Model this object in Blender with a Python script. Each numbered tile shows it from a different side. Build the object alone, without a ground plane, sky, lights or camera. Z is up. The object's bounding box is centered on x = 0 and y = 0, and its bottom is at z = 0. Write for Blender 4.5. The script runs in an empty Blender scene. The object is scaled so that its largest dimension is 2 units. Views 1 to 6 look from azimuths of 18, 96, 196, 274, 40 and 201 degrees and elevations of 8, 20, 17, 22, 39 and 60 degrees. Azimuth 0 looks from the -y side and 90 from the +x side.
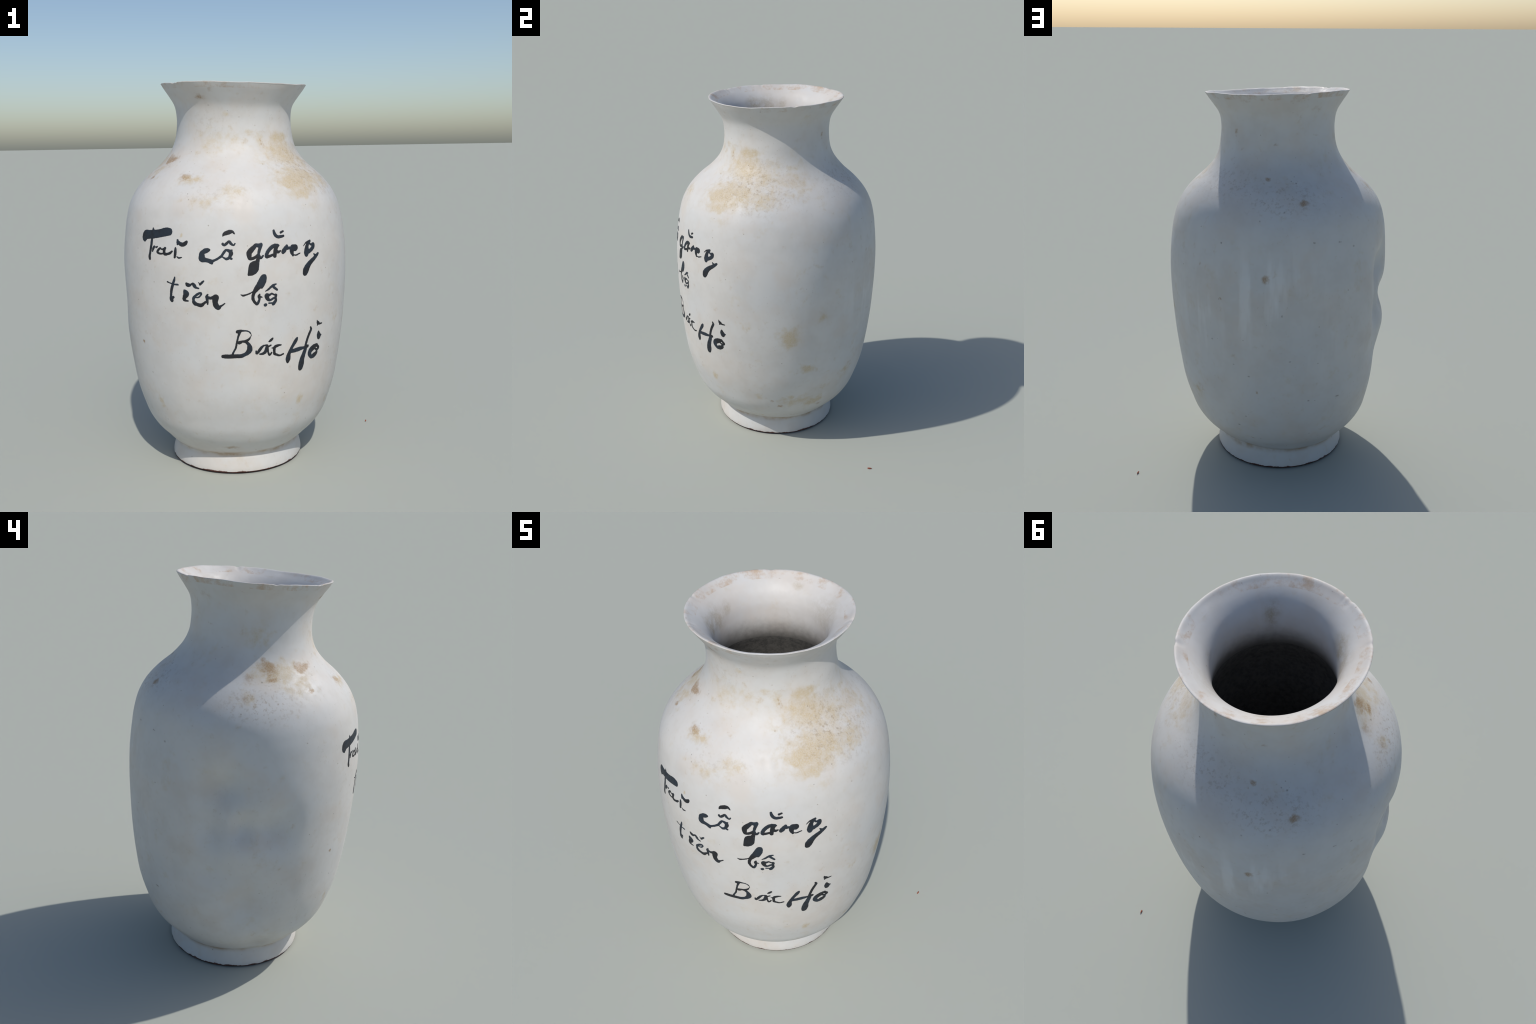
"""Old hand-thrown white porcelain vase: round foot, tall ovoid belly, waisted neck and
flared lip, brush lettering on the front, tan and rust stains in the glaze."""
import bpy, math
import numpy as np
from mathutils import noise, Vector

rng = np.random.default_rng(7)

# ------------------------------------------------------------------ profile curves
def spline(xs, ys):
    """smooth interpolating curve through control points (Hermite, natural tangents)"""
    xs = np.asarray(xs, float); ys = np.asarray(ys, float)
    h = np.diff(xs); d = np.diff(ys) / h
    m = np.zeros_like(ys)
    m[1:-1] = (d[:-1] * h[1:] + d[1:] * h[:-1]) / (h[1:] + h[:-1])
    m[0], m[-1] = d[0], d[-1]
    def f(x):
        x = np.clip(x, xs[0], xs[-1])
        i = np.clip(np.searchsorted(xs, x) - 1, 0, len(xs) - 2)
        t = (x - xs[i]) / h[i]
        return ((2*t**3 - 3*t*t + 1) * ys[i] + (t**3 - 2*t*t + t) * h[i] * m[i]
                + (-2*t**3 + 3*t*t) * ys[i+1] + (t**3 - t*t) * h[i] * m[i+1])
    return f

def smooth(a, b, x):
    t = np.clip((x - a) / (b - a), 0, 1)
    return t * t * (3 - 2 * t)

LIP_Z = 1.9823
OUTER = spline(
    [0.00, 0.025, 0.05, 0.075, 0.092, 0.102, 0.112, 0.130, 0.16, 0.20, 0.26, 0.34, 0.44, 0.56, 0.70, 0.86, 1.00, 1.14,
     1.24, 1.32, 1.40, 1.46, 1.52, 1.58, 1.64, 1.70, 1.76, 1.82, 1.88, 1.92, 1.96, LIP_Z],
    [.3530, .3520, .3465, .3390, .3335, .3360, .3495, .3690, .3955, .4340, .4746, .5058, .5356, .5559, .5726, .5837, .5884, .5854,
     .5758, .5640, .5408, .5070, .4537, .3841, .3335, .3069, .2969, .2965, .3100, .3345, .3620, .3760])
INNER = spline(
    [0.74, 0.80, 0.92, 1.08, 1.25, 1.38, 1.45, 1.52, 1.58, 1.64, 1.70, 1.76, 1.82, 1.88, 1.92, 1.95, 1.9723],
    [.090, .150, .215, .274, .302, .311, .313, .307, .294, .277, .259, .250, .252, .266, .288, .318, .3500])
AXIS_Z = [0.0, 0.1, 0.5, 0.9, 1.3, 1.6, 1.9, 2.0]
AXIS_X = spline(AXIS_Z, [-.0365, -.0345, -.0320, -.0257, -.0194, -.0188, -.0085, -.0062])
AXIS_Y = spline(AXIS_Z, [.0000, -.0050, -.0103, -.0154, -.0201, -.0208, -.0335, -.0358])

# hollows and flats in the wall of the belly on the -x side: (bearing, height, half width deg, half height m, depth m)
DENTS = [(176.8, 1.094, 10.8, .101, .069), (171.8, .891, 7.6, .124, .049), (200.1, .908, 9.5, .096, .043),
         (188.9, .486, 13.7, .140, .040), (201.2, .189, 9.9, .070, .023), (185.9, .907, 6.5, .085, .050),
         (173.7, .664, 13.8, .088, .025),
         # slow out-of-roundness of the throwing (negative: swells outward)
         (150, .17, 40, .09, -.006), (300, .50, 35, .20, -.005), (33, 1.42, 35, .14, .006), (160, 1.42, 35, .14, -.006),
         (125, 1.70, 45, .07, .006), (5, 1.72, 35, .07, -.005), (0, 1.88, 35, .05, .004)]
# nicks in the lip: (bearing, half width deg, drop m)
NICKS = [
    (20, 2.0, .004), (237, 2.2, .004), (241, 1.2, .003), (128, 2.6, .0035), (200, 1.8, .003)
]

def surface(theta, z, r, outer=1.0):
    """place ring points (theta, profile height z, profile radius r): axis lean, tilted lip, dents"""
    c, s = np.cos(theta), np.sin(theta)
    r = r * (1 - .0020 * np.cos(2 * theta))
    deg = np.degrees(theta) % 360
    for b, zc, hw, hh, dep in DENTS:
        da = (deg - b + 180) % 360 - 180
        r = r - outer * dep * np.exp(-(da / hw) ** 2 - ((z - zc) / hh) ** 2)
    lean = (-.0123 * c + .0096 * s + .0005 * np.cos(2*theta) + .0017 * np.sin(2*theta)
            - .0002 * np.cos(3*theta) + .0021 * np.sin(3*theta))
    top = smooth(1.50, 1.96, z)
    zz = z + lean * top
    # the belly was luted on to its foot a little unevenly
    away = (deg - 72 + 180) % 360 - 180
    sag = .015 * np.exp(-(away / 28) ** 2) + .006 * np.exp(-((away + 82) / 25) ** 2)
    zz = zz + outer * sag * np.exp(-((z - .110) / .035) ** 2)
    edge = smooth(1.955, LIP_Z, z)
    for b, hw, drop in NICKS:
        da = (deg - b + 180) % 360 - 180
        zz = zz - edge * drop * np.exp(-(np.abs(da) / hw) ** 3)
        r = r - edge * drop * .5 * np.exp(-(np.abs(da) / hw) ** 3)
    wob = edge * (.0010 * np.sin(7 * theta + 1) + .0006 * np.sin(13 * theta + 2.2) + .0003 * np.sin(29 * theta))
    return np.stack([AXIS_X(z) + r * c, AXIS_Y(z) + r * s, zz + wob], -1)

def wobble(P):
    """slow unevenness of the thrown wall"""
    out = np.empty(len(P))
    for i, p in enumerate(P):
        out[i] = noise.noise(Vector((p[0]*4, p[1]*4, p[2]*2.6))) * .0016 + noise.noise(Vector((p[0]*13, p[1]*13, p[2]*9))) * .0003
    return out

# ------------------------------------------------------------------ rows of the loft
SEG = 384
rows = []            # (radius, height, part, is_outer)
def add(part, pts, outer):
    for r, z in pts:
        rows.append((float(r), float(z), part, outer, 1.0 if outer or part in ('throat', 'cavity') else 0.0))

FOOT_EDGE = .0105
# underside of the foot: recessed floor, inner wall of the ring, resting face, rounded outer edge
add('foot_rim', [(.002, .050), (.06, .050), (.14, .050), (.22, .050), (.272, .049), (.284, .044), (.290, .034), (.296, .018), (.301, .006), (.306, .0012), (.314, .0002),
                 (.325, .0000), (.336, .0002), (.3440, .0012), (.3485, .0032), (.3512, .0055), (.3524, .0080)], 0)
add('foot_rim', [(.3528, FOOT_EDGE)], 1)
add('foot', [(OUTER(z), z) for z in np.linspace(FOOT_EDGE, .112, 26)[1:]], 1)
add('body', [(OUTER(z), z) for z in np.linspace(.112, .20, 26)[1:]], 1)
add('body', [(OUTER(z), z) for z in np.linspace(.20, 1.60, 190)[1:]], 1)
add('neck', [(OUTER(z), z) for z in np.linspace(1.60, 1.955, 56)[1:]], 1)
add('lip', [(OUTER(z), z) for z in np.linspace(1.955, LIP_Z - .0045, 8)[1:]], 1)
a = OUTER(LIP_Z - .0045)
add('lip', [(a + .0012, LIP_Z - .0030), (a + .0014, LIP_Z - .0014), (a + .0002, LIP_Z - .0001), (a - .0035, LIP_Z + .0006),
            (a - .0080, LIP_Z - .0002), (a - .0130, LIP_Z - .0026), (a - .0180, LIP_Z - .0062), (INNER(LIP_Z - .0100), LIP_Z - .0100)], 0)
add('lip', [(INNER(z), z) for z in np.linspace(LIP_Z - .0100, 1.955, 6)[1:]], 0)
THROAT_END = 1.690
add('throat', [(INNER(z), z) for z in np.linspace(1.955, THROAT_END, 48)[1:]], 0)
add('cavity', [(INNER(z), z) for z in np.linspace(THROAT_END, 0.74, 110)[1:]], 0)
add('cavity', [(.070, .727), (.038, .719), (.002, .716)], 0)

R = np.array([q[0] for q in rows]); ZZ = np.array([q[1] for q in rows]); OUT = np.array([q[3] for q in rows], float); BENT = np.array([q[4] for q in rows])
part_of = [q[2] for q in rows]
th = np.linspace(0, 2 * np.pi, SEG, endpoint=False)
P = surface(th[None, :].repeat(len(R), 0), ZZ[:, None].repeat(SEG, 1), R[:, None].repeat(SEG, 1), BENT[:, None])
flat = P.reshape(-1, 3)
w = wobble(flat).reshape(len(R), SEG)
fade = (OUT * smooth(.02, .15, ZZ))[:, None]
w = w * fade
P[..., 0] += w * np.cos(th)[None]; P[..., 1] += w * np.sin(th)[None]
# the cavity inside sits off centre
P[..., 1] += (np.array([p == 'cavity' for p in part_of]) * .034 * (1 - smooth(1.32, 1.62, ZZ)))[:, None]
P[..., 2] = np.maximum(P[..., 2], 0.0)

# vertex normals of the whole skin, shared by all parts so that no seam shows
du = np.roll(P, -1, 1) - np.roll(P, 1, 1)
dv = np.empty_like(P); dv[1:-1] = P[2:] - P[:-2]; dv[0] = P[1] - P[0]; dv[-1] = P[-1] - P[-2]
N = np.cross(du, dv); N /= np.maximum(np.linalg.norm(N, axis=2, keepdims=True), 1e-12)

def skin_point(theta, z, lift):
    """point on the finished outer wall of belly, lifted off it by lift"""
    p = surface(theta, z, OUTER(z))
    ww = wobble(p)
    q = p + np.stack([np.cos(theta), np.sin(theta), np.zeros_like(theta)], -1) * (ww + lift)[:, None]
    return q

# ------------------------------------------------------------------ node helpers
class Nodes:
    def __init__(self, name):
        self.mat = bpy.data.materials.new(name); self.mat.use_nodes = True
        self.t = self.mat.node_tree; self.t.nodes.clear()
        self.out = self.t.nodes.new('ShaderNodeOutputMaterial')
        self.bsdf = self.t.nodes.new('ShaderNodeBsdfPrincipled')
        self.t.links.new(self.bsdf.outputs[0], self.out.inputs[0])
        self.co = self.t.nodes.new('ShaderNodeTexCoord').outputs['Object']
    def put(self, sock, v):
        if hasattr(v, 'is_output'): self.t.links.new(v, sock)
        elif v is not None: sock.default_value = v
    def math(self, op, a, b=None, c=None, clamp=False):
        n = self.t.nodes.new('ShaderNodeMath'); n.operation = op; n.use_clamp = clamp
        for i, v in enumerate((a, b, c)):
            if v is not None: self.put(n.inputs[i], v)
        return n.outputs[0]
    def vec(self, op, a, b=None, c=None):
        n = self.t.nodes.new('ShaderNodeVectorMath'); n.operation = op
        for i, v in enumerate((a, b, c)):
            if v is not None: self.put(n.inputs[i], v)
        return n.outputs['Value'] if op in ('LENGTH', 'DOT_PRODUCT') else n.outputs['Vector']
    def noise(self, scale, detail=3, rough=.55, co=None, dist=0, color=False):
        n = self.t.nodes.new('ShaderNodeTexNoise'); self.put(n.inputs['Vector'], co or self.co)
        n.inputs['Scale'].default_value = scale; n.inputs['Detail'].default_value = detail
        n.inputs['Roughness'].default_value = rough; n.inputs['Distortion'].default_value = dist
        return n.outputs['Color' if color else 'Fac']
    def ramp(self, x, a, b, lo=0.0, hi=1.0):
        n = self.t.nodes.new('ShaderNodeMapRange'); n.interpolation_type = 'SMOOTHSTEP'
        self.put(n.inputs[0], x)
        for i, v in enumerate((a, b, lo, hi)): n.inputs[i + 1].default_value = v
        return n.outputs[0]
    def mix(self, f, a, b):
        n = self.t.nodes.new('ShaderNodeMix'); n.data_type = 'RGBA'
        self.put(n.inputs[0], f)
        for s, v in ((n.inputs[6], a), (n.inputs[7], b)):
            self.put(s, v if hasattr(v, 'is_output') else (*v, 1))
        return n.outputs[2]
    def blots(self, spots, co, soft=.15):
        """mask: the strongest of a list of soft ellipsoidal blots (x, y, z, radius across, radius up, strength)"""
        total = None
        for x, y, z, ra, ru, st in spots:
            k = (1 / ra, 1 / ra, 1 / ru)
            d = self.vec('LENGTH', self.vec('MULTIPLY_ADD', co, k, (-x * k[0], -y * k[1], -z * k[2])))
            m = self.ramp(d, soft, 1.35, st, 0)
            total = m if total is None else self.math('MAXIMUM', total, m)
        return total
    def finish(self, color, rough, bump=None, strength=.1, dist=.01, spec=.5):
        self.put(self.bsdf.inputs['Base Color'], color if hasattr(color, 'is_output') else (*color, 1))
        self.put(self.bsdf.inputs['Roughness'], rough)
        self.bsdf.inputs['Specular IOR Level'].default_value = spec
        if bump is not None:
            b = self.t.nodes.new('ShaderNodeBump'); b.inputs['Strength'].default_value = strength
            b.inputs['Distance'].default_value = dist
            self.put(b.inputs['Height'], bump); self.t.links.new(b.outputs[0], self.bsdf.inputs['Normal'])
        return self.mat

# ------------------------------------------------------------------ stains in the glaze (x, y, z, across, up, strength)
TAN = [
    (0.264, -0.151, 1.704, 0.093, 0.040, 0.75),
    (0.310, -0.159, 1.609, 0.100, 0.048, 0.80),
    (0.381, -0.282, 1.494, 0.122, 0.055, 1.00),
    (0.414, -0.306, 1.442, 0.094, 0.036, 0.80),
    (0.424, -0.172, 1.504, 0.048, 0.036, 0.80),
    (0.456, -0.024, 1.497, 0.047, 0.039, 0.60),
    (0.303, -0.014, 1.666, 0.095, 0.051, 0.40),
    (0.300, 0.082, 1.639, 0.082, 0.044, 0.40),
    (0.369, 0.251, 1.500, 0.066, 0.043, 0.30),
    (0.532, -0.014, 1.372, 0.078, 0.050, 0.25),
    (0.196, -0.251, 1.692, 0.049, 0.067, 0.50),
    (0.380, -0.077, 1.563, 0.112, 0.058, 0.45),
    (0.410, 0.072, 1.533, 0.087, 0.036, 0.40),
    (-0.048, -0.480, 1.512, 0.017, 0.019, 0.80),
    (-0.099, -0.458, 1.528, 0.044, 0.018, 0.90),
    (0.111, -0.503, 1.469, 0.027, 0.018, 0.50),
    (0.168, -0.494, 1.456, 0.019, 0.035, 0.70),
    (0.049, -0.558, 1.396, 0.048, 0.028, 0.40),
    (0.050, -0.323, 1.821, 0.019, 0.019, 0.50),
    (0.078, -0.320, 1.690, 0.036, 0.030, 0.35),
    (0.149, -0.279, 1.741, 0.041, 0.027, 0.35),
    (-0.079, -0.590, 1.257, 0.011, 0.011, 0.70),
    (-0.123, -0.541, 1.419, 0.029, 0.019, 0.30),
    (0.234, -0.290, 1.595, 0.044, 0.027, 0.30),
    (0.009, -0.348, 1.651, 0.048, 0.027, 0.30),
    (0.405, -0.314, 0.429, 0.027, 0.044, 0.80),
    (-0.259, -0.487, 0.412, 0.030, 0.044, 0.50),
    (-0.092, -0.287, -0.018, 0.036, 0.012, 0.60),
    (0.338, -0.091, 0.146, 0.123, 0.016, 0.40),
    (0.533, 0.121, 0.753, 0.068, 0.088, 0.85),
    (0.469, 0.293, 0.862, 0.037, 0.041, 0.70),
    (0.473, 0.217, 0.543, 0.048, 0.041, 0.80),
    (0.294, 0.419, 0.456, 0.056, 0.064, 0.50),
    (0.473, -0.057, 0.348, 0.027, 0.038, 0.50),
    (0.455, 0.126, 0.342, 0.032, 0.032, 0.70),
    (0.387, 0.242, 0.291, 0.089, 0.043, 0.80),
    (0.396, 0.331, 0.500, 0.022, 0.010, 0.50),
    (0.381, 0.314, 0.400, 0.055, 0.030, 0.40),
    (0.543, -0.135, 0.828, 0.075, 0.048, 0.25),
    (0.277, -0.171, 1.646, 0.166, 0.088, 0.68),
    (0.397, -0.205, 1.517, 0.234, 0.087, 0.72),
    (0.456, -0.045, 1.496, 0.123, 0.064, 0.60),
    (0.343, -0.081, 1.598, 0.256, 0.138, 0.52),
    (0.414, -0.247, 1.482, 0.208, 0.080, 0.60),
    (0.348, 0.102, 1.577, 0.149, 0.109, 0.45),
    (-0.350, -0.186, 1.595, 0.175, 0.075, 0.70),
    (-0.483, -0.065, 1.508, 0.079, 0.049, 0.50),
    (-0.349, -0.256, 1.561, 0.190, 0.087, 0.50),
    (-0.305, -0.087, 1.743, 0.100, 0.099, 0.42),
    (-0.092, -0.476, 1.512, 0.102, 0.039, 0.50),
    (0.138, -0.504, 1.456, 0.083, 0.051, 0.50),
    (0.021, -0.555, 1.408, 0.104, 0.051, 0.48),
    (-0.009, -0.334, 1.691, 0.153, 0.093, 0.42),
    (0.431, 0.168, 0.312, 0.166, 0.051, 0.60),
    (0.537, 0.106, 0.754, 0.096, 0.119, 0.50),
]
RUST = [
    (-0.244, -0.300, 1.607, 0.063, 0.017, 1.00),
    (-0.342, -0.339, 1.520, 0.027, 0.012, 0.90),
    (-0.072, -0.357, 1.907, 0.034, 0.023, 0.70),
    (-0.009, -0.389, 1.942, 0.028, 0.019, 0.40),
    (0.207, -0.244, 1.681, 0.009, 0.040, 0.50),
    (-0.339, -0.497, 0.720, 0.013, 0.012, 1.00),
    (0.072, -0.392, 0.164, 0.059, 0.015, 0.60),
    (0.463, 0.018, 0.315, 0.019, 0.021, 0.70),
    (0.444, 0.068, 0.278, 0.021, 0.010, 0.70),
    (0.337, 0.284, 0.255, 0.031, 0.017, 0.50),
    (0.334, 0.139, 0.162, 0.182, 0.009, 0.35),
    (0.131, 0.229, 1.799, 0.016, 0.026, 0.70),
    (0.089, 0.258, 1.719, 0.017, 0.017, 0.50),
    (-0.072, 0.346, 1.594, 0.015, 0.013, 1.00),
    (-0.054, 0.366, 1.576, 0.008, 0.008, 1.00),
    (-0.264, 0.386, 1.500, 0.024, 0.023, 0.90),
    (0.045, 0.382, 1.560, 0.009, 0.007, 0.60),
    (-0.078, 0.262, 1.754, 0.013, 0.008, 0.50),
    (-0.254, 0.136, 1.785, 0.018, 0.008, 0.50),
    (0.054, 0.322, 1.959, 0.036, 0.009, 0.50),
    (-0.177, 0.276, 1.955, 0.060, 0.016, 0.35),
    (-0.271, 0.164, 1.922, 0.042, 0.017, 0.40),
    (-0.125, 0.557, 1.149, 0.024, 0.026, 0.90),
    (0.117, 0.554, 1.030, 0.011, 0.010, 0.80),
    (0.227, 0.507, 1.185, 0.013, 0.009, 0.60),
    (-0.065, 0.543, 0.550, 0.011, 0.016, 0.70),
    (-0.017, 0.451, 0.234, 0.018, 0.006, 0.70),
    (0.272, 0.442, 0.486, 0.048, 0.046, 0.30),
    (-0.316, 0.037, -0.007, 0.101, 0.042, 0.50),
    (-0.350, -0.147, 1.612, 0.062, 0.050, 0.75),
    (-0.267, -0.288, 1.601, 0.039, 0.044, 1.00),
    (-0.485, -0.047, 1.508, 0.026, 0.026, 0.70),
    (-0.338, -0.340, 1.522, 0.021, 0.013, 0.60),
    (-0.113, -0.453, 1.529, 0.057, 0.030, 0.60),
    (-0.262, 0.390, 1.497, 0.038, 0.016, 0.80),
    (-0.386, -0.164, 1.571, 0.045, 0.015, 0.70),
    (-0.261, 0.208, 1.638, 0.076, 0.038, 0.25),
    (-0.402, -0.054, 1.580, 0.037, 0.025, 0.50),
    (-0.330, -0.119, 1.650, 0.026, 0.016, 0.60),
]
SPECK = [
    (0.108, 0.532, 1.308, 0.005, 0.005, 1.00),
    (-0.327, 0.452, 1.321, 0.005, 0.005, 1.00),
    (-0.077, 0.508, 1.421, 0.005, 0.005, 0.60),
    (-0.204, 0.324, 1.574, 0.005, 0.005, 0.80),
    (-0.180, 0.326, 1.583, 0.004, 0.004, 0.70),
    (-0.184, 0.459, 1.461, 0.005, 0.005, 0.70),
    (-0.437, 0.361, 1.311, 0.005, 0.004, 0.80),
    (-0.491, 0.303, 1.279, 0.008, 0.006, 0.60),
    (-0.006, 0.424, 1.529, 0.003, 0.003, 0.70),
    (0.117, 0.554, 1.030, 0.004, 0.004, 1.00),
    (-0.199, 0.545, 0.971, 0.004, 0.008, 0.70),
    (-0.315, 0.457, 0.497, 0.007, 0.005, 0.80),
    (-0.033, 0.554, 0.636, 0.007, 0.005, 0.70),
    (0.164, 0.534, 0.808, 0.006, 0.004, 0.70),
    (-0.235, 0.524, 0.728, 0.006, 0.005, 0.60),
    (-0.002, 0.511, 0.389, 0.006, 0.005, 0.70),
    (-0.440, 0.352, 0.490, 0.014, 0.005, 0.80),
    (0.044, 0.484, 0.321, 0.008, 0.005, 0.70),
    (0.062, 0.262, 0.050, 0.008, 0.005, 0.80),
    (-0.007, 0.277, -0.034, 0.015, 0.006, 1.00),
    (0.047, 0.554, 0.693, 0.006, 0.004, 0.60),
    (-0.343, 0.439, 0.492, 0.004, 0.003, 0.70),
    (0.131, 0.545, 0.817, 0.003, 0.003, 0.70),
    (-0.071, -0.531, 1.451, 0.003, 0.005, 0.90),
    (0.211, -0.500, 1.416, 0.003, 0.003, 0.70),
    (0.442, -0.311, 1.389, 0.004, 0.003, 0.70),
    (-0.031, -0.339, 1.867, 0.006, 0.004, 0.50),
    (0.061, -0.324, 1.838, 0.003, 0.003, 0.50),
    (-0.298, -0.499, 0.562, 0.005, 0.004, 0.80),
    (-0.180, -0.442, 0.232, 0.004, 0.003, 0.50),
    (0.484, -0.314, 1.009, 0.004, 0.003, 0.50),
    (-0.432, 0.367, 1.312, 0.006, 0.004, 0.80),
    (-0.330, 0.451, 1.321, 0.007, 0.004, 0.80),
    (-0.329, 0.101, 1.638, 0.003, 0.004, 0.50),
    (-0.409, -0.122, 1.563, 0.005, 0.009, 0.70),
]
LINING = [
    (-0.289, -0.020, 1.882, 0.028, 0.044, 0.70),
    (-0.277, -0.110, 1.875, 0.074, 0.074, 0.60),
    (-0.109, 0.219, 1.831, 0.017, 0.026, 0.90),
    (-0.079, 0.282, 1.951, 0.034, 0.020, 0.50),
    (0.139, 0.211, 1.880, 0.142, 0.093, 0.35),  # broad brown tint: warm shading of the throat's right side, painted on
    (-0.219, 0.284, 1.989, 0.039, 0.016, 0.50),
    (0.101, -0.283, 1.832, 0.042, 0.091, 0.90),
    (0.266, 0.029, 1.863, 0.031, 0.021, 1.00),
    (0.447, -0.307, 1.255, 0.021, 0.067, 0.90),
    (-0.242, -0.192, 1.880, 0.061, 0.060, 0.70),
    (0.339, -0.104, 1.963, 0.050, 0.047, 0.80),
    (0.160, -0.345, 1.962, 0.050, 0.027, 0.60),
    (0.258, -0.283, 1.969, 0.033, 0.019, 0.80),
    (-0.068, -0.408, 1.980, 0.042, 0.019, 0.60),
]

# speckled dirt: back of the shoulder, left shoulder, neck
GRIME = [(-.16, .36, 1.50, .24, .09, .8), (-.42, -.12, 1.47, .20, .10, 1.0), (.12, .32, 1.56, .22, .10, .6),
         (.40, -.10, 1.55, .26, .16, .8), (-.05, -.33, 1.80, .20, .10, .25), (.05, -.50, 1.45, .25, .08, .3)]
WINDOW_GLINTS = [(-.12, .56, 1.02, .30, .30, 1.0), (.20, .50, .95, .22, .26, .7), (-.30, .46, .85, .22, .24, .5), (.05, .27, 1.72, .12, .10, .5)]


GLAZE_WHITE = (.592, .575, .550)
GLAZE_COOL = (.562, .562, .556)
GLAZE_WARM = (.560, .508, .458)
TAN_C = (.490, .395, .250)
RUST_C = (.300, .185, .088)
SPECK_C = (.085, .062, .045)
CLAY_RED = (.075, .022, .016)

def glaze(name, stains=True, wear=False, lining=False):
    n = Nodes(name)
    warp = n.noise(14, 4, .6, color=True)
    co = n.vec('MULTIPLY_ADD', warp, (.055, .055, .055), n.vec('SUBTRACT', n.co, (.0275, .0275, .0275)))
    warp2 = n.noise(60, 3, .6, color=True)
    co = n.vec('ADD', co, n.vec('MULTIPLY_ADD', warp2, (.012, .012, .012), (-.006, -.006, -.006)))
    fine = n.noise(150, 4, .65)
    mid = n.noise(32, 4, .6)
    big = n.noise(2.6, 3, .5)
    big2 = n.noise(5.5, 4, .55, co=n.vec('ADD', n.co, (3.1, 1.7, 5.2)))
    col = n.mix(n.ramp(big, .35, .65), GLAZE_WHITE, GLAZE_COOL)
    col = n.mix(n.ramp(big2, .45, .70, 0, .55), col, GLAZE_WARM)
    haze = n.noise(7, 6, .68, co=n.vec('ADD', n.co, (9.1, 3.3, 6.4)))
    col = n.mix(n.ramp(haze, .40, .68, 0, .30), col, (.485, .462, .432))
    # faint general yellowing in soft clouds
    col = n.mix(n.math('MULTIPLY', n.ramp(n.noise(9, 5, .65), .56, .75, 0, .30), n.ramp(mid, .35, .6)), col, TAN_C)
    if stains:
        broad = n.noise(17, 4, .65, co=n.vec('ADD', n.co, (7.7, 2.1, 4.4)))
        cloud = n.math('MULTIPLY_ADD', n.math('SUBTRACT', broad, .5), .75, n.math('MULTIPLY', n.math('SUBTRACT', mid, .5), .90))
        grain = n.ramp(fine, .30, .66, .55, 1.0)
        def stained(col, spots, tint, top):
            m = n.ramp(n.math('ADD', n.blots(spots, co, .0), cloud), .10, .80, 0, top)
            return n.mix(n.math('MULTIPLY', m, grain, clamp=True), col, tint)
        col = stained(col, TAN, TAN_C, .88)
        col = stained(col, RUST, RUST_C, .85)
        dust = n.math('MULTIPLY', n.blots(GRIME, co, .0), n.ramp(n.noise(52, 4, .72), .50, .66))
        col = n.mix(n.math('MULTIPLY', dust, .6), col, (.25, .175, .105))
        co2 = n.vec('MULTIPLY_ADD', warp2, (.006, .006, .006), n.vec('SUBTRACT', n.co, (.003, .003, .003)))
        col = n.mix(n.math('MULTIPLY', n.blots(SPECK, co2, .0), .75), col, SPECK_C)
        # fine peppering of dirt on shoulder, neck and wherever the glaze is stained
        pepper = n.math('MULTIPLY', n.ramp(n.noise(75, 4, .7), .62, .72), n.ramp(n.noise(3.3, 3, .5, co=n.vec('ADD', n.co, (2.2, 8.1, 1.3))), .45, .62, .0, .35))
        col = n.mix(pepper, col, (.23, .16, .10))
        # grime sitting in the joint of foot and belly
        z = n.t.nodes.new('ShaderNodeSeparateXYZ'); n.put(z.inputs[0], n.co)
        joint = n.ramp(n.math('ABSOLUTE', n.math('SUBTRACT', z.outputs[2], .106)), .002, .028, 1, 0)
        col = n.mix(n.math('MULTIPLY', joint, n.ramp(n.noise(10, 4, .6), .40, .62, .15, .85)), col, (.34, .235, .14))
        bare = n.math('MULTIPLY_ADD', n.math('SUBTRACT', n.noise(21, 4, .65), .5), .030, z.outputs[2])
        col = n.mix(n.ramp(bare, .011, .0135, .9, 0), col, CLAY_RED)
        # pale runs: window reflections painted into the colour of the back
        glint_streaks = n.ramp(n.noise(13, 3, .5, co=n.vec('MULTIPLY', n.co, (1, 1, .15))), .50, .66)
        patch = n.blots(WINDOW_GLINTS, co, .0)
        col = n.mix(n.math('MULTIPLY', n.math('MULTIPLY', glint_streaks, patch), .42), col, (.80, .81, .81))
    if lining:
        grain = n.math('MULTIPLY_ADD', n.ramp(mid, .30, .62), .6, n.ramp(fine, .30, .70, 0, .4))
        col = n.mix(n.math('MULTIPLY', n.blots(LINING, co, .15), n.math('MULTIPLY', grain, .95), clamp=True), col, (.30, .235, .13))
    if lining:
        # throat wall darkened downward, the neck's inner shadow mixed into its colour
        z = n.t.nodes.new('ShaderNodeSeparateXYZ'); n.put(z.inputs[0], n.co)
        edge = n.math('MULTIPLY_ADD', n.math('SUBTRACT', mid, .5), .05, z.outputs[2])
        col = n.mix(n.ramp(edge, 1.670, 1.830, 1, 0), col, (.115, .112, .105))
    # scattered pinholes of iron
    v = n.t.nodes.new('ShaderNodeTexVoronoi'); n.put(v.inputs['Vector'], n.co); v.inputs['Scale'].default_value = 17
    dot = n.ramp(v.outputs['Distance'], .035, .075, 1, 0)
    pick = n.math('GREATER_THAN', n.vec('DOT_PRODUCT', v.outputs['Color'], (1, 0, 0)), .78)
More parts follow.
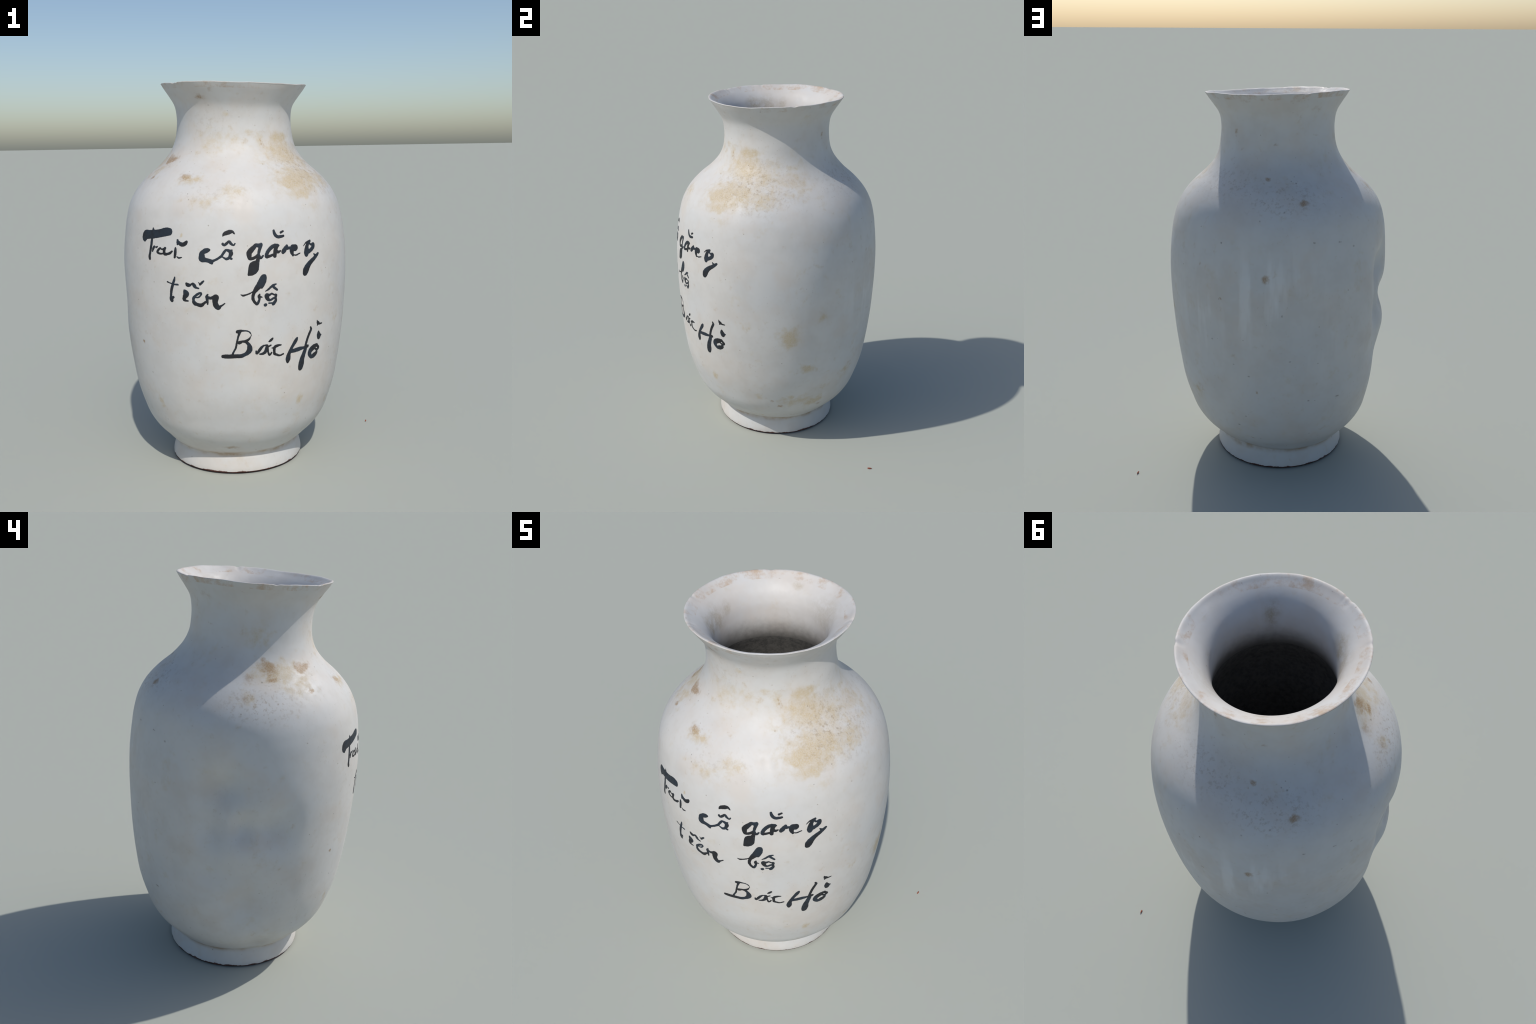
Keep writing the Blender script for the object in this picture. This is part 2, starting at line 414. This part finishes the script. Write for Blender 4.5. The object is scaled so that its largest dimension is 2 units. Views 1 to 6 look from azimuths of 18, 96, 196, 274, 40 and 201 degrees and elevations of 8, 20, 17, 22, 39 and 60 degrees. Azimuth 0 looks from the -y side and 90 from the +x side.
    col = n.mix(n.math('MULTIPLY', n.math('MULTIPLY', dot, pick), .45), col, (.16, .115, .07))
    if wear:
        col = n.mix(n.ramp(n.noise(9, 5, .7), .47, .66, 0, .65), col, (.42, .29, .185))
        col = n.mix(n.ramp(n.noise(26, 4, .7), .64, .74, 0, .55), col, (.20, .12, .08))
    h = n.math('MULTIPLY_ADD', fine, .35, n.noise(24, 3, .5))
    return n.finish(col, n.ramp(mid, .3, .7, .47, .61), h, .05, .01, .35)

def clay(name, base, dark):
    n = Nodes(name)
    f = n.noise(38, 5, .7)
    col = n.mix(n.ramp(f, .35, .62), dark, base)
    col = n.mix(n.ramp(n.noise(160, 3, .7), .55, .75, 0, .5), col, tuple(min(1, 1.8 * x) for x in base))
    return n.finish(col, .92, f, .4, .004, .2)

def ink(name):
    n = Nodes(name)
    a = n.noise(11, 4, .6); b = n.noise(48, 4, .65)
    col = n.mix(n.ramp(a, .40, .62), (.0115, .0120, .0150), (.0150, .0235, .0360))
    streak = n.ramp(n.noise(80, 3, .6, co=n.vec('MULTIPLY', n.co, (1, 1, .35))), .66, .80, 0, .55)
    col = n.mix(streak, col, (.075, .085, .090))
    return n.finish(col, n.ramp(b, .3, .7, .45, .7), b, .15, .002, .4)

M = {
    'foot_rim': clay('unglazed_red_clay', CLAY_RED, (.012, .007, .006)),
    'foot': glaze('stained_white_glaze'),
    'lip': glaze('worn_lip_glaze', stains=False, wear=True),
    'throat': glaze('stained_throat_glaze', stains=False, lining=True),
    'cavity': clay('shadow_darkened_inner', (.120, .117, .110), (.075, .074, .072)),  # colour set dark to carry the unlit hollow of the vase
}
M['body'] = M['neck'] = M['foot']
INK = ink('blue_black_ink')

# ------------------------------------------------------------------ vase parts
def new_object(name, mesh, parent=None):
    o = bpy.data.objects.new(name, mesh); bpy.context.scene.collection.objects.link(o)
    o.parent = parent
    return o

vase = new_object('porcelain_vase', None)
vase['label'] = 'white glazed ceramic vase with black brush lettering and brown stains'
vase['category'] = 'vase'

def part_mesh(name, r0, r1, cap_first=False, cap_last=False):
    """mesh from loft rows r0..r1 inclusive, normals taken from the whole skin"""
    k = r1 - r0 + 1
    verts = P[r0:r1 + 1].reshape(-1, 3); nor = N[r0:r1 + 1].reshape(-1, 3)
    i = np.arange(k - 1)[:, None] * SEG; j = np.arange(SEG)[None]; j2 = (j + 1) % SEG
    faces = np.stack([i + j, i + j2, i + SEG + j2, i + SEG + j], -1).reshape(-1, 4).tolist()
    if cap_first: faces.append(list(range(SEG))[::-1])
    if cap_last: faces.append([(k - 1) * SEG + q for q in range(SEG)])
    me = bpy.data.meshes.new(name); me.from_pydata(verts.tolist(), [], faces)
    me.polygons.foreach_set('use_smooth', [True] * len(faces)); me.update()
    me.normals_split_custom_set_from_vertices(nor.tolist())
    me.materials.append(M[name])
    return me

order = ['foot_rim', 'foot', 'body', 'neck', 'lip', 'throat', 'cavity']
parts = {}
last = len(rows) - 1
for q, name in enumerate(order):
    idx = [i for i, p in enumerate(part_of) if p == name]
    if not idx: continue
    r0 = idx[0] if q == 0 else idx[0] - 1         # share the border row with the part below
    parts[name] = new_object(name, part_mesh(name, r0, idx[-1], q == 0, idx[-1] == last), vase)

# ------------------------------------------------------------------ brush lettering
REF = math.radians(-72.2)         # bearing of the middle of the text
ARC = 58.0                        # cm of wall per radian
CELL = .14                        # cm, grid of the ink outline
letter_count = 0

def stroke_field(X, Y, pts):
    """signed distance (cm) to a brush stroke given as (along, up, width) in cm"""
    d = np.full(X.shape, 99.0)
    pts = np.array(pts, float)
    # round the bends of the spine
    t = np.arange(len(pts)); fine = np.linspace(0, len(pts) - 1, (len(pts) - 1) * 5 + 1)
    s = np.stack([spline(t, pts[:, c])(fine) for c in range(3)], -1) if len(pts) > 2 else pts
    for a, b in zip(s[:-1], s[1:]):
        ab = b[:2] - a[:2]; L = max(ab @ ab, 1e-9)
        u = np.clip(((X - a[0]) * ab[0] + (Y - a[1]) * ab[1]) / L, 0, 1)
        rad = np.maximum(a[2] + (b[2] - a[2]) * u, .22) / 2
        d = np.minimum(d, np.hypot(X - a[0] - u * ab[0], Y - a[1] - u * ab[1]) - rad)
    return d

def letter(name, *strokes):
    """one inked sign: union of brush strokes, traced as a domed film of ink on the belly"""
    global letter_count
    allp = np.array([p for s in strokes for p in s]); pad = 1.2 + allp[:, 2].max() / 2
    xs = np.arange(allp[:, 0].min() - pad, allp[:, 0].max() + pad, CELL)
    ys = np.arange(allp[:, 1].min() - pad, allp[:, 1].max() + pad, CELL)
    X, Y = np.meshgrid(xs, ys, indexing='ij')
    F = np.full(X.shape, 99.0)
    for s in strokes: F = np.minimum(F, stroke_field(X, Y, s))
    rough = np.array([noise.noise(Vector((x * 1.3, y * 1.3, letter_count * 3.7))) * .10 + noise.noise(Vector((x * 3.4, y * 3.4, 9.1))) * .05
                      for x, y in zip(X.ravel(), Y.ravel())]).reshape(X.shape)
    F = F + rough - .17
    inside = F < 0
    key = {}; verts = []; faces = []
    def vert(k, x, y, f):
        if k not in key: key[k] = len(verts); verts.append((x, y, f))
        return key[k]
    for i in range(len(xs) - 1):
        for j in range(len(ys) - 1):
            c = [(i, j), (i + 1, j), (i + 1, j + 1), (i, j + 1)]
            ins = [inside[q] for q in c]
            if not any(ins): continue
            poly = []
            for q in range(4):
                a, b = c[q], c[(q + 1) % 4]
                if ins[q]: poly.append(vert(a, X[a], Y[a], F[a]))
                if ins[q] != ins[(q + 1) % 4]:
                    u = F[a] / (F[a] - F[b])
                    poly.append(vert((min(a, b), max(a, b)), X[a] + (X[b] - X[a]) * u, Y[a] + (Y[b] - Y[a]) * u, 0.0))
            if len(poly) >= 3: faces.append(poly)
    v = np.array(verts)
    lift = -.0004 + .0016 * smooth(0, .30, -v[:, 2])
    pts = skin_point(REF + v[:, 0] / ARC, v[:, 1] / 100, lift)
    me = bpy.data.meshes.new(name); me.from_pydata(pts.tolist(), [], faces)
    me.polygons.foreach_set('use_smooth', [True] * len(faces)); me.update()
    me.materials.append(INK)
    new_object(name, me, parts['body'])
    letter_count += 1

letter("letter_t",
    [(-49.0, 124.1, 2.0), (-47.4, 125.3, 4.4), (-45.0, 125.6, 4.1), (-41.2, 126.0, 4.0), (-37.2, 126.6, 3.8), (-33.7, 127.4, 4.0), (-31.4, 127.6, 3.5)],
    [(-47.9, 124.2, 4.0), (-48.3, 123.5, 2.6), (-47.6, 122.2, 0.5)],
    [(-41.8, 127.5, 2.2), (-42.0, 129.0, 0.4)],
    [(-42.3, 124.2, 1.3), (-42.5, 121.7, 1.6), (-42.8, 119.2, 1.5), (-43.2, 116.8, 1.4), (-43.5, 115.3, 1.6), (-43.2, 114.3, 1.5)],
)
letter("letter_r",
    [(-41.5, 117.9, 0.7), (-41.1, 119.1, 1.3), (-40.5, 120.0, 1.1), (-40.0, 120.1, 0.5)],
    [(-39.2, 119.9, 0.8), (-38.4, 120.2, 0.7)],
)
letter("letter_a",
    [(-33.2, 119.9, 0.9), (-34.3, 119.4, 0.9), (-35.4, 119.2, 0.6), (-36.5, 119.6, 0.9), (-37.6, 118.7, 1.2), (-38.1, 117.9, 1.3), (-37.2, 117.2, 0.9), (-35.4, 117.1, 0.7), (-34.2, 117.4, 0.7)],
    [(-33.5, 119.8, 1.1), (-33.9, 118.7, 1.5), (-33.6, 117.2, 1.5), (-31.9, 117.2, 1.1), (-30.3, 117.8, 1.1), (-29.3, 118.5, 0.8)],
)
letter("letter_i",
    [(-27.4, 120.2, 0.8), (-27.4, 119.0, 1.3), (-27.5, 117.2, 1.3), (-27.7, 115.9, 1.0)],
    [(-26.6, 116.3, 0.3), (-25.5, 115.7, 0.7), (-24.0, 116.0, 0.4)],
)
letter("accent",
    [(-26.4, 123.9, 1.0), (-26.4, 122.0, 0.8)],
    [(-26.2, 123.0, 1.6), (-24.8, 122.2, 1.7), (-23.4, 122.0, 1.9), (-22.2, 122.6, 1.7), (-21.6, 123.3, 1.1)],
)
letter("letter_c",
    [(-10.6, 119.8, 1.2), (-11.8, 119.5, 2.2), (-13.2, 118.9, 2.0), (-13.9, 118.0, 2.3), (-13.9, 116.8, 2.8), (-13.8, 115.6, 2.8), (-12.5, 115.2, 2.1), (-11.1, 115.0, 1.8), (-9.6, 114.4, 2.0), (-9.2, 113.8, 1.3)],
    [(-9.4, 114.6, 1.3), (-8.0, 115.0, 0.9), (-6.3, 115.9, 1.0), (-4.8, 116.9, 1.1)],
)
letter("letter_o",
    [(-4.8, 116.9, 1.0), (-3.7, 118.5, 1.1), (-2.7, 119.7, 1.0), (-1.3, 119.4, 1.3), (-0.5, 118.8, 1.7), (-0.4, 118.0, 1.9), (-0.8, 116.9, 1.3), (-1.3, 116.1, 1.3), (-2.5, 115.7, 1.1), (-3.6, 116.2, 0.6), (-4.5, 116.7, 0.5)],
    [(-0.7, 116.0, 1.1), (-0.1, 115.7, 0.9)],
    [(-0.5, 119.2, 1.1), (0.1, 119.7, 0.6)],
)
letter("accent",
    [(-4.1, 122.5, 1.2), (-3.5, 122.0, 1.0), (-2.4, 122.7, 1.2), (-1.1, 123.7, 0.9), (-0.4, 122.7, 1.2), (0.8, 121.9, 0.7), (1.5, 122.6, 0.5)],
)
letter("accent",
    [(-4.2, 126.1, 0.3), (-3.4, 127.1, 1.4), (-1.8, 127.7, 2.0), (-0.4, 128.1, 1.6), (0.5, 128.0, 1.0), (1.3, 127.1, 0.5)],
)
letter("letter_g",
    [(13.6, 122.0, 1.3), (12.4, 121.4, 1.8), (11.3, 121.8, 1.3), (10.4, 120.9, 1.8), (8.9, 119.4, 2.4), (8.0, 118.2, 2.4), (8.0, 116.7, 2.1), (8.4, 115.6, 1.5), (9.9, 115.7, 1.3), (11.2, 116.4, 1.2), (12.3, 117.4, 1.0)],
    [(13.5, 121.7, 1.7), (12.8, 119.4, 1.4), (12.4, 117.7, 1.1), (12.3, 116.2, 1.5), (11.9, 114.8, 1.6), (11.6, 113.2, 1.9), (11.3, 111.5, 2.2), (10.7, 110.1, 2.6), (9.5, 109.0, 2.3), (8.6, 108.3, 1.4)],
    [(10.7, 113.9, 1.3), (9.4, 112.7, 2.5), (9.1, 111.1, 3.0), (8.6, 109.3, 2.5), (7.7, 108.1, 1.0)],
    [(12.6, 116.8, 0.9), (13.3, 115.6, 1.0), (14.4, 116.6, 0.7)],
)
letter("letter_a",
    [(22.1, 120.9, 0.9), (20.7, 121.1, 1.5), (19.1, 120.6, 1.7), (17.5, 119.3, 1.7), (16.4, 117.8, 1.6), (16.1, 116.3, 1.7), (16.8, 116.1, 1.3), (18.3, 116.5, 1.1), (19.6, 116.9, 1.1)],
    [(21.5, 121.0, 1.6), (20.6, 119.3, 1.8), (20.3, 117.6, 1.7), (20.1, 116.2, 1.6)],
    [(20.9, 118.4, 1.6), (21.9, 117.9, 1.3), (22.9, 118.4, 0.7)],
)
letter("accent",
    [(20.0, 127.9, 1.0), (20.4, 126.5, 1.4), (21.3, 125.3, 1.5), (22.4, 124.9, 1.3), (23.5, 125.0, 1.3), (24.8, 125.2, 1.0)],
)
letter("accent",
    [(23.6, 126.9, 1.0), (24.8, 127.4, 0.8)],
)
letter("letter_n",
    [(24.3, 117.7, 1.7), (25.0, 118.6, 2.1), (26.3, 120.4, 1.3)],
    [(26.4, 120.4, 1.3), (26.7, 119.4, 1.5), (27.6, 119.5, 1.1), (28.5, 119.0, 1.5), (28.9, 117.4, 1.7), (29.5, 115.9, 1.1)],
    [(29.5, 119.8, 2.1), (30.5, 119.3, 3.1), (30.9, 119.3, 3.0)],
    [(29.3, 118.4, 1.9), (29.5, 116.8, 0.9)],
    [(30.1, 115.9, 0.4), (31.4, 115.8, 0.6), (33.6, 116.5, 0.4)],
)
letter("letter_g",
    [(40.2, 121.6, 0.7), (39.0, 121.1, 1.4), (38.0, 119.3, 2.0), (37.6, 117.4, 2.7), (37.5, 116.4, 2.9), (37.4, 115.4, 2.0)],
    [(39.2, 121.0, 1.0), (40.6, 119.9, 0.9), (41.9, 120.0, 1.7), (42.0, 119.1, 1.9), (41.4, 118.2, 2.0), (40.0, 117.2, 1.8), (38.1, 116.6, 2.3)],
    [(35.8, 119.7, 0.2), (37.7, 121.2, 0.6), (40.0, 121.9, 0.7)],
    [(42.2, 115.3, 0.5), (43.5, 114.2, 1.5), (45.0, 115.2, 1.2)],
    [(43.5, 113.9, 1.6), (41.4, 112.6, 2.0), (39.3, 111.1, 2.5), (37.8, 109.5, 3.1), (36.9, 108.0, 3.5), (36.4, 106.7, 2.7)],
)
letter("letter_t",
    [(-27.6, 106.5, 0.5), (-27.9, 105.3, 1.0), (-28.5, 103.6, 1.3), (-29.3, 101.2, 1.4), (-29.8, 98.6, 1.2), (-29.9, 96.9, 1.3), (-29.7, 95.8, 1.9), (-29.4, 95.2, 1.6)],
    [(-29.5, 96.4, 1.7), (-28.6, 96.8, 1.2)],
    [(-31.8, 104.0, 0.7), (-30.1, 103.5, 0.4), (-28.1, 103.1, 0.7), (-25.9, 103.0, 0.7)],
)
letter("letter_i",
    [(-22.7, 100.6, 0.6), (-22.0, 99.6, 2.3), (-21.7, 98.8, 2.8), (-22.5, 97.4, 1.9), (-22.8, 96.3, 1.6), (-22.1, 95.7, 1.0), (-20.8, 95.6, 0.6)],
)
letter("accent",
    [(-21.6, 103.9, 0.8), (-20.8, 103.2, 1.8), (-19.5, 103.3, 1.0), (-18.4, 104.1, 0.6), (-17.7, 103.2, 1.6), (-16.9, 102.2, 1.1), (-15.5, 101.8, 0.6)],
)
letter("accent",
    [(-14.8, 103.6, 0.8), (-14.0, 104.4, 1.0), (-13.0, 105.3, 0.6)],
    [(-15.5, 104.5, 0.4), (-14.6, 104.0, 0.4)],
)
letter("letter_e",
    [(-17.0, 97.4, 0.5), (-15.6, 97.6, 0.6), (-14.5, 98.6, 0.7), (-14.4, 99.5, 1.0), (-15.4, 99.4, 1.0), (-16.9, 98.4, 1.0), (-17.9, 97.3, 1.2), (-18.1, 96.1, 1.2), (-17.7, 94.8, 1.8), (-16.3, 94.1, 1.6), (-14.4, 93.8, 1.7), (-13.1, 94.7, 1.1), (-11.9, 95.7, 0.8)],
)
letter("letter_n",
    [(-11.2, 99.0, 0.6), (-11.7, 98.0, 1.2), (-11.5, 96.9, 1.2), (-11.4, 95.3, 1.0), (-11.3, 94.3, 0.4)],
    [(-11.5, 97.8, 1.2), (-10.0, 97.3, 1.3), (-8.7, 97.7, 1.4), (-7.4, 97.8, 2.5), (-7.7, 96.7, 2.7), (-7.8, 95.3, 2.3), (-7.4, 93.9, 2.5), (-6.4, 92.8, 2.0), (-5.3, 93.5, 1.0), (-4.4, 94.0, 0.6), (-3.4, 94.8, 0.5)],
)
letter("letter_b",
    [(14.8, 107.0, 2.1), (14.4, 106.2, 3.1), (13.8, 104.7, 3.4), (12.8, 103.2, 3.1), (11.6, 101.8, 2.5), (10.7, 100.6, 2.0), (10.0, 99.4, 1.4), (9.6, 98.0, 1.4), (9.6, 96.7, 1.3), (10.2, 95.3, 1.2), (11.4, 94.1, 1.2), (12.2, 95.1, 1.1), (12.6, 96.6, 1.0), (12.4, 97.7, 1.2), (12.7, 98.7, 0.5)],
    [(15.4, 107.0, 1.0), (15.4, 105.2, 1.0), (14.3, 102.8, 1.2), (13.7, 101.8, 0.9)],
    [(12.8, 97.5, 0.7), (13.8, 97.2, 0.5)],
    [(4.1, 98.8, 0.4), (5.2, 98.4, 0.8), (7.1, 98.9, 0.6), (8.6, 99.5, 0.5), (9.5, 100.1, 0.4)],
)
letter("dot",
    [(15.4, 93.4, 1.5), (15.5, 93.4, 1.5)],
)
letter("accent",
    [(15.5, 100.0, 0.4), (16.9, 100.8, 0.8), (18.4, 102.1, 1.0), (19.4, 102.6, 1.1), (20.7, 103.0, 0.4)],
    [(19.0, 102.0, 1.0), (20.0, 101.1, 1.1), (21.0, 100.3, 1.0)],
)
letter("letter_o",
    [(18.4, 98.7, 0.7), (17.3, 98.0, 1.1), (16.1, 98.0, 1.8), (16.2, 96.9, 1.9), (17.0, 95.7, 1.3), (18.2, 95.7, 0.9), (19.4, 96.4, 0.9)],
    [(18.4, 98.7, 0.6), (19.7, 98.0, 0.7), (20.6, 97.8, 1.1), (20.3, 96.5, 1.2), (20.5, 95.2, 1.2), (19.6, 94.0, 1.6), (19.2, 93.5, 1.2)],
    [(17.2, 94.1, 0.7), (18.5, 94.1, 0.6)],
)
letter("letter_b",
    [(3.4, 81.2, 1.7), (3.1, 80.0, 1.1), (2.5, 77.9, 0.8), (2.0, 75.4, 0.8), (1.5, 73.1, 0.8), (0.6, 71.5, 0.7), (-0.1, 69.7, 0.9)],
    [(2.4, 81.1, 1.5), (3.5, 81.5, 1.1), (4.9, 81.5, 0.8), (6.5, 81.4, 0.5), (7.7, 80.9, 0.5), (8.5, 80.0, 0.4), (8.8, 79.1, 0.1), (8.4, 78.2, 0.4), (7.6, 77.2, 1.0), (6.0, 76.3, 1.3), (4.3, 76.3, 0.8), (3.1, 76.1, 0.9)],
    [(3.1, 75.6, 1.4), (4.2, 75.8, 0.8)],
    [(5.9, 76.3, 1.1), (7.3, 75.1, 1.4), (8.0, 73.6, 2.0), (8.1, 72.1, 2.6), (7.4, 70.9, 2.2), (5.9, 69.8, 1.7), (4.1, 69.1, 1.9), (1.9, 69.1, 1.9), (-0.6, 69.0, 1.9), (-3.0, 69.0, 1.9), (-4.6, 69.0, 1.5)],
)
letter("letter_a",
    [(11.2, 71.1, 0.7), (11.5, 70.0, 1.0), (12.2, 70.5, 1.1), (13.2, 72.0, 1.4), (14.4, 73.3, 1.0), (15.6, 73.7, 0.6), (16.6, 73.6, 0.9)],
    [(16.5, 73.4, 1.2), (16.0, 71.7, 1.1), (15.7, 70.4, 1.5), (14.5, 69.6, 1.2), (13.1, 69.5, 0.7)],
    [(16.8, 72.5, 1.0), (17.2, 70.0, 0.8), (17.9, 68.6, 0.8), (18.9, 69.7, 0.7)],
    [(17.2, 72.9, 0.8), (18.4, 73.4, 0.7)],
)
letter("accent",
    [(17.6, 75.4, 0.8), (18.5, 76.0, 1.2), (19.3, 76.8, 0.7)],
)
letter("letter_c",
    [(23.7, 73.0, 0.6), (22.0, 72.9, 1.2), (20.4, 72.2, 1.4), (20.3, 70.2, 1.2), (20.5, 69.0, 1.3), (21.8, 68.3, 1.0), (23.2, 67.8, 0.8), (25.1, 68.4, 0.7)],
    [(19.1, 72.0, 0.5), (20.4, 72.0, 1.1)],
)
letter("letter_h",
    [(32.5, 75.1, 1.2), (31.8, 74.0, 1.9), (30.3, 71.8, 1.6), (29.0, 69.6, 1.6), (28.2, 67.6, 2.0), (27.9, 65.5, 2.6), (27.8, 63.9, 1.3)],
    [(29.5, 69.0, 1.6), (31.7, 69.2, 2.0), (34.2, 69.5, 2.0), (37.3, 69.7, 1.2), (39.5, 70.0, 1.6)],
    [(40.8, 79.4, 0.8), (41.2, 78.1, 1.4), (40.2, 76.3, 1.4), (39.0, 73.5, 1.4), (38.2, 70.8, 1.4), (38.1, 68.7, 2.1), (37.4, 66.6, 2.4), (36.5, 64.1, 2.8), (36.1, 61.4, 3.5), (35.8, 59.5, 2.8)],
)
letter("letter_o",
    [(46.2, 69.4, 1.5), (44.0, 68.6, 2.8), (41.9, 67.4, 2.8), (41.4, 65.7, 2.4), (42.8, 63.9, 1.8), (44.8, 64.4, 2.6), (46.4, 65.2, 1.8), (46.5, 65.9, 1.4)],
    [(46.3, 69.2, 1.4), (47.8, 67.7, 1.4), (46.6, 66.9, 1.1), (44.8, 67.9, 0.9)],
)
letter("accent",
    [(45.3, 82.0, 0.4), (46.1, 80.6, 1.6), (47.4, 80.0, 0.9), (49.2, 80.0, 0.5)],
    [(45.7, 79.5, 0.6), (46.4, 80.4, 1.7)],
)
letter("accent",
    [(46.9, 76.2, 0.6), (47.1, 74.7, 2.3), (47.5, 73.5, 2.8), (47.5, 72.4, 0.7)],
    [(47.4, 73.7, 1.9), (49.0, 73.9, 0.9)],
)

# ------------------------------------------------------------------ broken-off flake lying on the ground
def flake():
    pts = []
    ring = [(-.0025, -.0120), (.0022, -.0125), (.0032, -.0020), (.0012, .0070), (-.0012, .0125), (-.0030, .0010)]
    for z, k in ((0, 1.0), (.0035, .92), (.0050, .55)):
        for x, y in ring: pts.append((.5862 + x * k, .5925 + y * k, z))
    f = [list(range(6))[::-1], [12 + q for q in range(6)]]
    for lv in (0, 6):
        for q in range(6): f.append([lv + q, lv + (q + 1) % 6, lv + 6 + (q + 1) % 6, lv + 6 + q])
    me = bpy.data.meshes.new('clay_flake'); me.from_pydata(pts, [], f); me.update()
    me.materials.append(clay('red_flake_clay', (.30, .075, .04), (.16, .04, .025)))
    o = new_object('clay_flake', me)
    o['label'] = 'tiny reddish brown sliver of fired clay'; o['category'] = 'pottery fragment'
flake()
